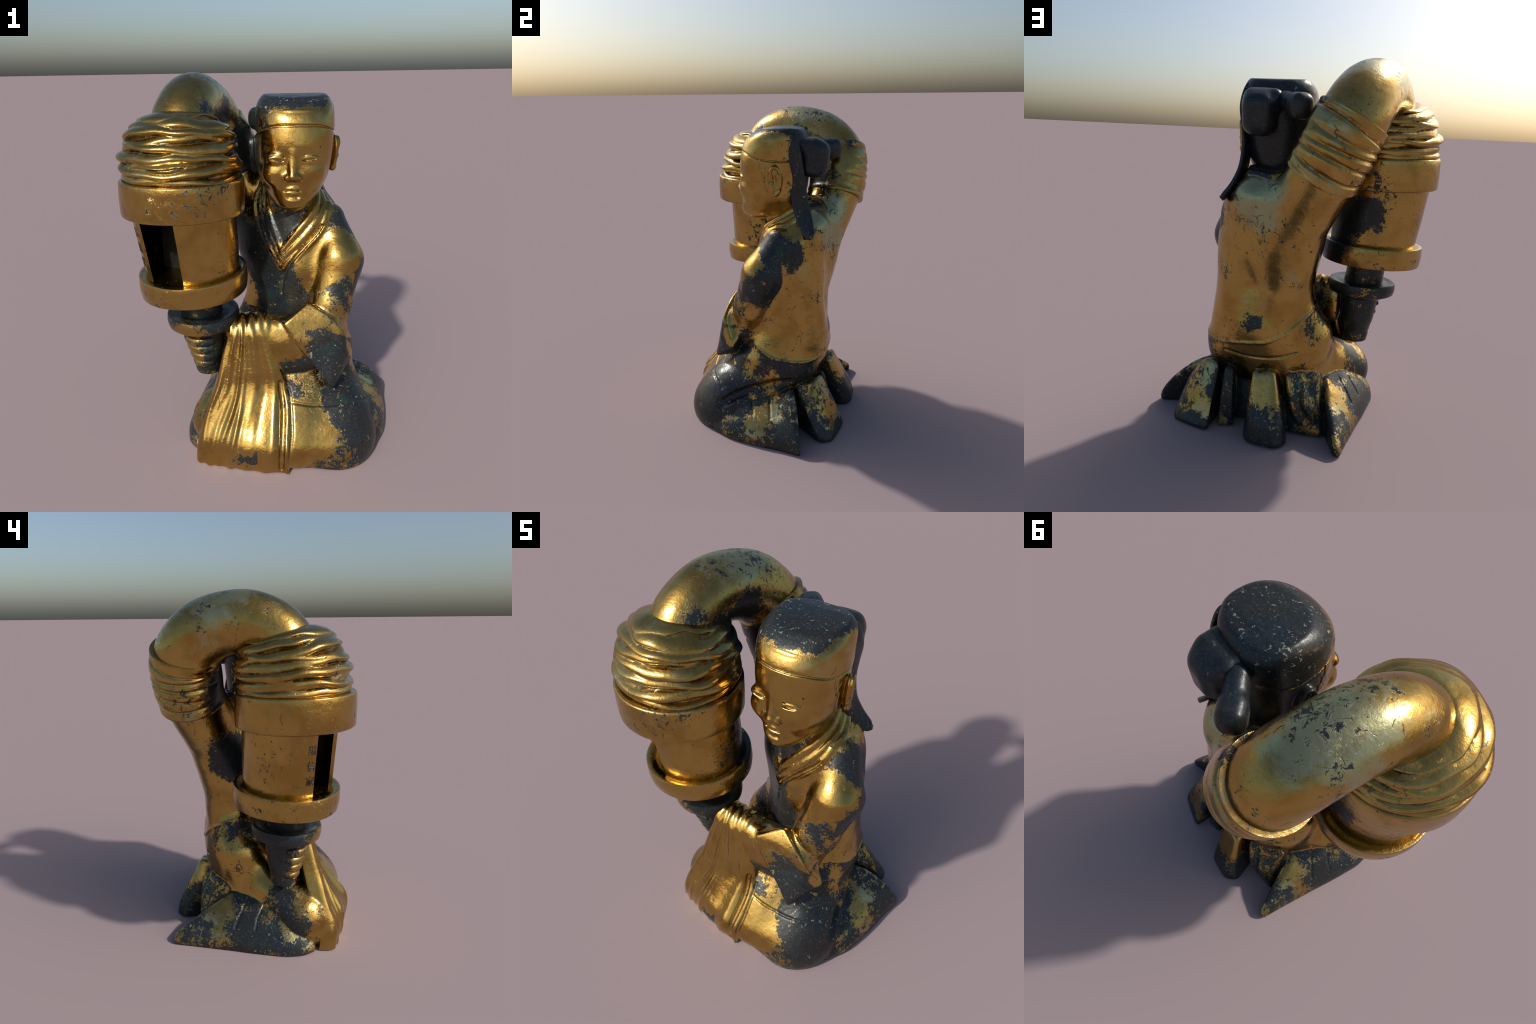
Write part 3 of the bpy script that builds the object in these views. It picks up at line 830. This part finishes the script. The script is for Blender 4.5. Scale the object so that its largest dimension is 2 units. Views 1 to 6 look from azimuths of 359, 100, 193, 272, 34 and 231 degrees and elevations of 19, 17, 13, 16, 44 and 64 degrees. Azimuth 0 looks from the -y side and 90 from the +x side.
hv, hf = polygonise(lambda P: head_all(P)[0], (-0.16, -0.30, 1.18), (0.42, 0.26, 1.93), 0.0037)
cen = hv[hf].mean(1)
_, dist = head_all(cen)
lab = np.stack(dist, 1).argmin(1)
lab = majority(lab, hf, len(hv), 3)
HEADPARTS = ["head", "headdress", "neck", "ear", "ear"]
lab[(lab == 3) & (cen[:, 0] < 0.13)] = 4
split_mesh(hv, hf, lab, HEADPARTS, [M_FACE, M_HAT, M_FACE, M_FACE, M_FACE])

# hair knots and ribbon behind the head
def knot_big(P):
    return smin(box(P, (0.183, 0.238, 1.705), (0.088, 0.095, 0.112), 0.07, rot(-4, 0, 0)), box(P, (0.17, 0.20, 1.77), (0.10, 0.08, 0.06), 0.04), F(0.03))
def knot_small(P):
    return smin(cone(P, (0.06, 0.225, 1.775), (-0.045, 0.335, 1.745), 0.046, 0.054), box(P, (-0.040, 0.328, 1.745), (0.05, 0.055, 0.060), 0.035, rot(0, 0, 40)), F(0.03))
for nm, fn, lo, hi in (("hair_knot", knot_big, (0.04, 0.08, 1.55), (0.32, 0.40, 1.87)), ("hair_knot", knot_small, (-0.16, 0.16, 1.64), (0.15, 0.46, 1.86))):
    v, f = polygonise(lambda P: fn(P) + F(0.002) * fbm(P, 18, 5), lo, hi, 0.006)
    add_mesh(nm, v, f, M_HAIR)

# ribbon: a tapering strip lying along the head, flicked outward at the tip
def ribbon(name):
    ctl = [  # centre x, y, z, half width
        (0.262, 0.085, 1.872, 0.030), (0.290, 0.100, 1.83, 0.046), (0.303, 0.120, 1.74, 0.055), (0.288, 0.138, 1.64, 0.052), (0.278, 0.152, 1.55, 0.050), (0.285, 0.172, 1.43, 0.052), (0.318, 0.20, 1.34, 0.050), (0.366, 0.232, 1.275, 0.034), (0.384, 0.245, 1.255, 0.014)]
    c = smooth_curve(ctl, 48)
    G = []
    for i, (x, y, z, w) in enumerate(c):
        t = c[min(i + 1, 47), :3] - c[max(i - 1, 0), :3]
        t /= np.linalg.norm(t)
        wdir = np.array([0.12, 0.98, 0.15])
        wdir -= t * (wdir @ t)
        wdir /= np.linalg.norm(wdir)
        nd = np.cross(wdir, t)
        nd *= np.sign(nd[0])
        ring = []
        for a in np.linspace(0, 2 * np.pi, 24, endpoint=False):
            ca, sa = math.cos(a), math.sin(a)
            ring.append(np.array([x, y, z]) + wdir * w * math.copysign(abs(ca) ** 0.55, ca) + nd * 0.013 * math.copysign(abs(sa) ** 0.6, sa))
        G.append(ring)
    v, f = grid_mesh(np.array(G))
    f.append(tuple(range(23, -1, -1)))
    f.append(tuple(range(len(v) - 24, len(v))))
    add_mesh(name, v, f, M_RIBBON, sharp=60)
M_RIBBON = bronze("dark_ribbon", -0.35, [((0.36, 0.07, 1.75), 0.12, 0.5), ((0.33, 0.1, 1.45), 0.10, 0.5)], specks=0.8, seed=21)
ribbon("ribbon")

# ----------------------------------------------------------------------------------------------
# flue: the sleeve tube arching from the cuff to the lamp
# ----------------------------------------------------------------------------------------------
def sweep(name, ctl, mat, nu=112, nv=120, relief=None, caps=True, parent=ROOT):
    """ctl rows (x, y, z, radius_side, radius_up)"""
    c = smooth_curve(ctl, nv)
    up0 = np.array([0.0, 0.0, 1.0])
    G = np.zeros((nv, nu, 3))
    th = np.linspace(0, 2 * np.pi, nu, endpoint=False)
    side = None
    for i in range(nv):
        t = c[min(i + 1, nv - 1), :3] - c[max(i - 1, 0), :3]
        t /= np.linalg.norm(t)
        if side is None:
            side = np.cross(t, np.array([0.0, 0.0, 1.0]))
        side = side - t * (side @ t)
        side /= np.linalg.norm(side)
        up = np.cross(side, t)
        k = np.ones(nu)
        dr = relief(i / (nv - 1), th) if relief else 0
        G[i] = c[i, :3] + ((c[i, 3] + dr) * np.cos(th))[:, None] * side + ((c[i, 4] + dr) * np.sin(th))[:, None] * up
    v, f = grid_mesh(G)
    v = v + 0.0022 * fbm(v.astype(F), 20, 8, 2)[:, None] * np.ones(3) * 0.6
    if caps:
        f.append(tuple(range(nu - 1, -1, -1)))
        f.append(tuple(range(len(v) - nu, len(v))))
    return add_mesh(name, v, f, mat, parent=parent, sharp=40)

FLUE = [(-0.210, 0.372, 1.500, 0.160, 0.160), (-0.290, 0.367, 1.660, 0.174, 0.170), (-0.335, 0.292, 1.770, 0.169, 0.166), (-0.370, 0.167, 1.830, 0.158, 0.160), (-0.400, 0.027, 1.842, 0.154, 0.156), (-0.425, -0.098, 1.790, 0.152, 0.153), (-0.440, -0.163, 1.700, 0.155, 0.155), (-0.445, -0.193, 1.580, 0.165, 0.165)]
sweep("flue", FLUE, M_TUBE)

def cuff_relief(s, th):
    r = np.zeros_like(th)
    for k, (c, w) in enumerate(((0.20, 0.028), (0.36, 0.03), (0.52, 0.03), (0.68, 0.03), (0.83, 0.026))):
        amp = np.clip(np.cos(th - (-1.0 + 0.25 * math.sin(k * 2.1))) * 1.6 + 0.35 + 0.4 * math.sin(k * 3.3), 0, 1)
        cc = c + 0.035 * np.sin(th * 1.0 + k * 1.7)
        r -= 0.013 * amp * np.exp(-((s - cc) / w) ** 2)
    r += 0.006 * np.exp(-((s - 0.03) / 0.05) ** 2) + 0.004 * np.exp(-((s - 0.97) / 0.04) ** 2)
    return r
CUFF = [(-0.170, 0.358, 1.415, 0.182, 0.182), (-0.204, 0.370, 1.485, 0.189, 0.189), (-0.239, 0.376, 1.560, 0.193, 0.193), (-0.279, 0.377, 1.640, 0.189, 0.189), (-0.312, 0.366, 1.703, 0.181, 0.180)]
sweep("cuff", CUFF, M_CUFF, relief=cuff_relief, nv=90)

# ----------------------------------------------------------------------------------------------
# lamp
# ----------------------------------------------------------------------------------------------
LAMP_AXIS = (-0.06, -0.045, 1.0)
# gathered cap: a dome of cloth with creases winding round it
CAP = [(0.00, 0.290), (0.03, 0.294), (0.085, 0.294), (0.15, 0.285), (0.205, 0.266), (0.25, 0.240), (0.285, 0.202), (0.30, 0.165), (0.30, 0.13), (0.285, 0.08), (0.27, 0.04)]
# rolls of cloth: (height at the front, height at the back, roll half-width, relief, angle where it dies out, how much)
ROLLS = [(0.024, 0.018, 0.026, 0.026, 60, 0.5), (0.070, 0.045, 0.026, 0.036, 150, 0.7), (0.098, 0.080, 0.018, 0.024, -60, 0.8), (0.122, 0.105, 0.024, 0.036, 20, 0.6), (0.168, 0.135, 0.024, 0.034, 170, 0.8),
         (0.196, 0.168, 0.018, 0.028, -20, 0.8), (0.226, 0.198, 0.022, 0.034, 100, 0.6), (0.262, 0.235, 0.022, 0.030, -130, 0.7), (0.292, 0.27, 0.018, 0.02, 30, 0.7)]
def fold_cap():
    nu, nv = 240, 130
    G = np.zeros((nv, nu, 3))
    th = np.linspace(0, 2 * np.pi, nu, endpoint=False)
    prof = smooth_curve([(h, r) for h, r in CAP], nv)
    for i in range(nv):
        h, r = prof[i]
        ctr = np.array([-0.446, -0.186, 1.503]) + np.array([0.01, 0.10 + 0.12 * max(0, h - 0.1), 1.0]) * h
        dr = np.zeros(nu)
        for k, (hf, hb, w, a, dead, much) in enumerate(ROLLS):
            front = 0.5 - 0.5 * np.sin(th)
            hc = hb + (hf - hb) * front + 0.008 * np.sin(2 * th + 1.9 * k) + 0.006 * np.sin(3 * th - 2.7 * k) + 0.0025 * np.sin(9 * th + k)
            fade = 1 - much * np.exp(-((np.angle(np.exp(1j * (th - math.radians(dead))))) / 0.55) ** 2)
            ww = w * (1 + 0.18 * np.sin(2 * th + k * 2.3))
            u = np.clip(1 - ((h - hc) / ww) ** 2, 0, 1) ** 0.6
            dr = np.maximum(dr, a * fade * u * (0.9 + 0.15 * np.sin(5 * th + 1.3 * k)))
        dr = dr * (0.75 + 0.25 * np.clip(-np.sin(th) * 1.2 + 0.6, 0, 1)) * np.clip(1.2 - max(0, h - 0.275) * 20, 0.2, 1) * np.clip((r - 0.08) / 0.08, 0, 1)
        tilt = -0.03 * np.sin(th) * np.clip(h / 0.3, 0, 1) ** 1.3
        rr = r + 1.22 * dr - 0.027
        G[i] = ctr + np.stack([rr * np.cos(th), rr * np.sin(th), tilt], 1)
    v, f = grid_mesh(G)
    v = v + 0.004 * fbm(v.astype(F), 22, 9, 2)[:, None] * 0.6
    add_mesh("sleeve_folds", v, f, M_FOLD, sharp=75)
fold_cap()
lathe("lamp_cover", [(0.24, 0.155), (0.296, 0.172), (0.308, 0.165), (0.310, 0.08), (0.307, 0.0), (0.285, -0.006), (0.24, -0.006)], (-0.440, -0.200, 1.343), (0.0, 0.02, 1), M_LAMP, wob=0.0025, seed=31, bevel=0.012)

# drum: a wall with depth, open on the front left where the shutter slides
def drum(name, inset, wall, a0, a1, mat, nu, parent=ROOT):
    nv = 22
    th = np.radians(np.linspace(a0, a1, nu))
    lay = []
    for off in (-inset, -inset - wall):
        G = np.zeros((nv, nu, 3))
        for j in range(nv):
            t = j / (nv - 1)
            z = 0.985 + 0.385 * t
            cx, cy = -0.410 - 0.034 * t, -0.160 - 0.014 * t
            rx, ry = 0.244 + 0.022 * t + off, 0.235 + 0.011 * t + off
            G[j] = np.stack([cx + rx * np.cos(th), cy + ry * np.sin(th), np.full(nu, z)], 1)
        lay.append(G)
    o, i = lay
    vs = np.concatenate([o.reshape(-1, 3), i.reshape(-1, 3)])
    n = nv * nu
    fs = []
    for j in range(nv - 1):
        for k in range(nu - 1):
            a, b, c, d = j * nu + k, j * nu + k + 1, (j + 1) * nu + k + 1, (j + 1) * nu + k
            fs += [(a, b, c, d), (n + d, n + c, n + b, n + a)]
        for k, fl in ((0, True), (nu - 1, False)):
            a, d = j * nu + k, (j + 1) * nu + k
            q = (a, d, n + d, n + a)
            fs.append(q if fl else q[::-1])
    vs = vs + 0.0028 * fbm(vs.astype(F), 12, 12, 3)[:, None] * np.array([1, 1, 0.2])
    return add_mesh(name, vs, fs, mat, sharp=40, parent=parent)
drum_ob = drum("lamp_drum", 0.0, 0.018, -96, 211, M_LAMP, 120)
pv2, pf2 = polygonise(lambda P: box(P, (-0.412, -0.160, 1.19), (0.19, 0.012, 0.19), 0.004, rot(0, 0, -30)), (-0.62, -0.34, 0.97), (-0.20, 0.02, 1.41), 0.007)
add_mesh("inner_panel", pv2, pf2, M_SOOT, parent=drum_ob)
lathe("lamp_tray", [(0.0, 0.102), (0.235, 0.102), (0.262, 0.114), (0.283, 0.114), (0.286, 0.05), (0.279, 0.0), (0.25, -0.006), (0.0, -0.006)], (-0.408, -0.156, 0.908), (-0.045, -0.035, 1), M_LAMP, wob=0.003, seed=33)
lathe("lamp_stem", [(0.0, 0.22), (0.112, 0.22), (0.112, 0.10), (0.118, 0.0), (0.0, 0.0)], (-0.375, -0.158, 0.72), (-0.10, 0.02, 1), M_BASE, nu=72, wob=0.003, seed=34)
lathe("saucer", [(0.0, 0.064), (0.120, 0.064), (0.150, 0.062), (0.176, 0.068), (0.191, 0.066), (0.194, 0.03), (0.188, 0.0), (0.155, -0.014), (0.125, -0.03), (0.0, -0.03)], (-0.370, -0.157, 0.716), (-0.03, -0.02, 1), M_BASE, wob=0.004, seed=35)
lathe("handle", [(0.0, 0.28), (0.118, 0.28), (0.112, 0.22), (0.100, 0.13), (0.080, 0.06), (0.082, 0.045), (0.074, 0.0), (0.06, -0.006), (0.0, -0.006)], (-0.355, -0.148, 0.412), (-0.02, -0.03, 1), M_BASE, nu=72, wob=0.003, seed=36)
# fingers curled round the handle
for k in range(4):
    z = 0.645 - 0.052 * k
    r = 0.113 - 0.0125 * k
    cx, cy = -0.360 + 0.002 * k, -0.155 + 0.003 * k
    ctl = []
    for t in np.linspace(0, 1, 7):
        a = math.radians(-70 - 105 * t)
        w = 0.026 * (1 - 0.55 * max(0, t - 0.75) / 0.25) * (0.75 + 0.25 * min(1, t * 4))
        ctl.append((cx + (r + 0.001) * math.cos(a), cy + (r + 0.001) * math.sin(a), z - 0.012 * math.sin(t * 3), w * 0.72, w))
    sweep("finger", ctl, M_BASE, nu=20, nv=26)

# characters raised beside the opening, one above the other, wrapped on the drum wall
M_GLYPH_SHADE = bronze("engraving_shade", -0.25, [], specks=0.0, seed=18)  # dark colour paints the shade of engraved strokes onto raised letters
for ch, z_mid in (("\u967d", 1.260), ("\u4fe1", 1.178), ("\u5bb6", 1.100)):
    cu = bpy.data.curves.new("character", "FONT")
    cu.body = ch
    cu.extrude = 0.03
    tmp = bpy.data.objects.new("character_helper", cu)
    bpy.context.scene.collection.objects.link(tmp)
    bpy.context.view_layer.update()
    me = tmp.to_mesh()
    pts = np.array([v.co[:] for v in me.vertices])
    fcs = [tuple(p.vertices) for p in me.polygons]
    tmp.to_mesh_clear()
    bpy.data.objects.remove(tmp)
    bpy.data.curves.remove(cu)
    w = 0.049
    u, vv, dep = (pts[:, 0] - 0.52) * w, (pts[:, 1] - 0.38) * w * 1.12, pts[:, 2] / 0.03
    z = z_mid + vv
    t = (z - 0.985) / 0.385
    ang = math.radians(-154.5) + u / 0.25
    cx, cy = -0.410 - 0.034 * t, -0.160 - 0.014 * t
    rx, ry = 0.244 + 0.022 * t + dep * 0.0012 + 0.0030, 0.235 + 0.011 * t + dep * 0.0012 + 0.0030
    add_mesh("character", np.stack([cx + rx * np.cos(ang), cy + ry * np.sin(ang), z], 1), fcs, M_GLYPH_SHADE, parent=drum_ob, smooth=False)
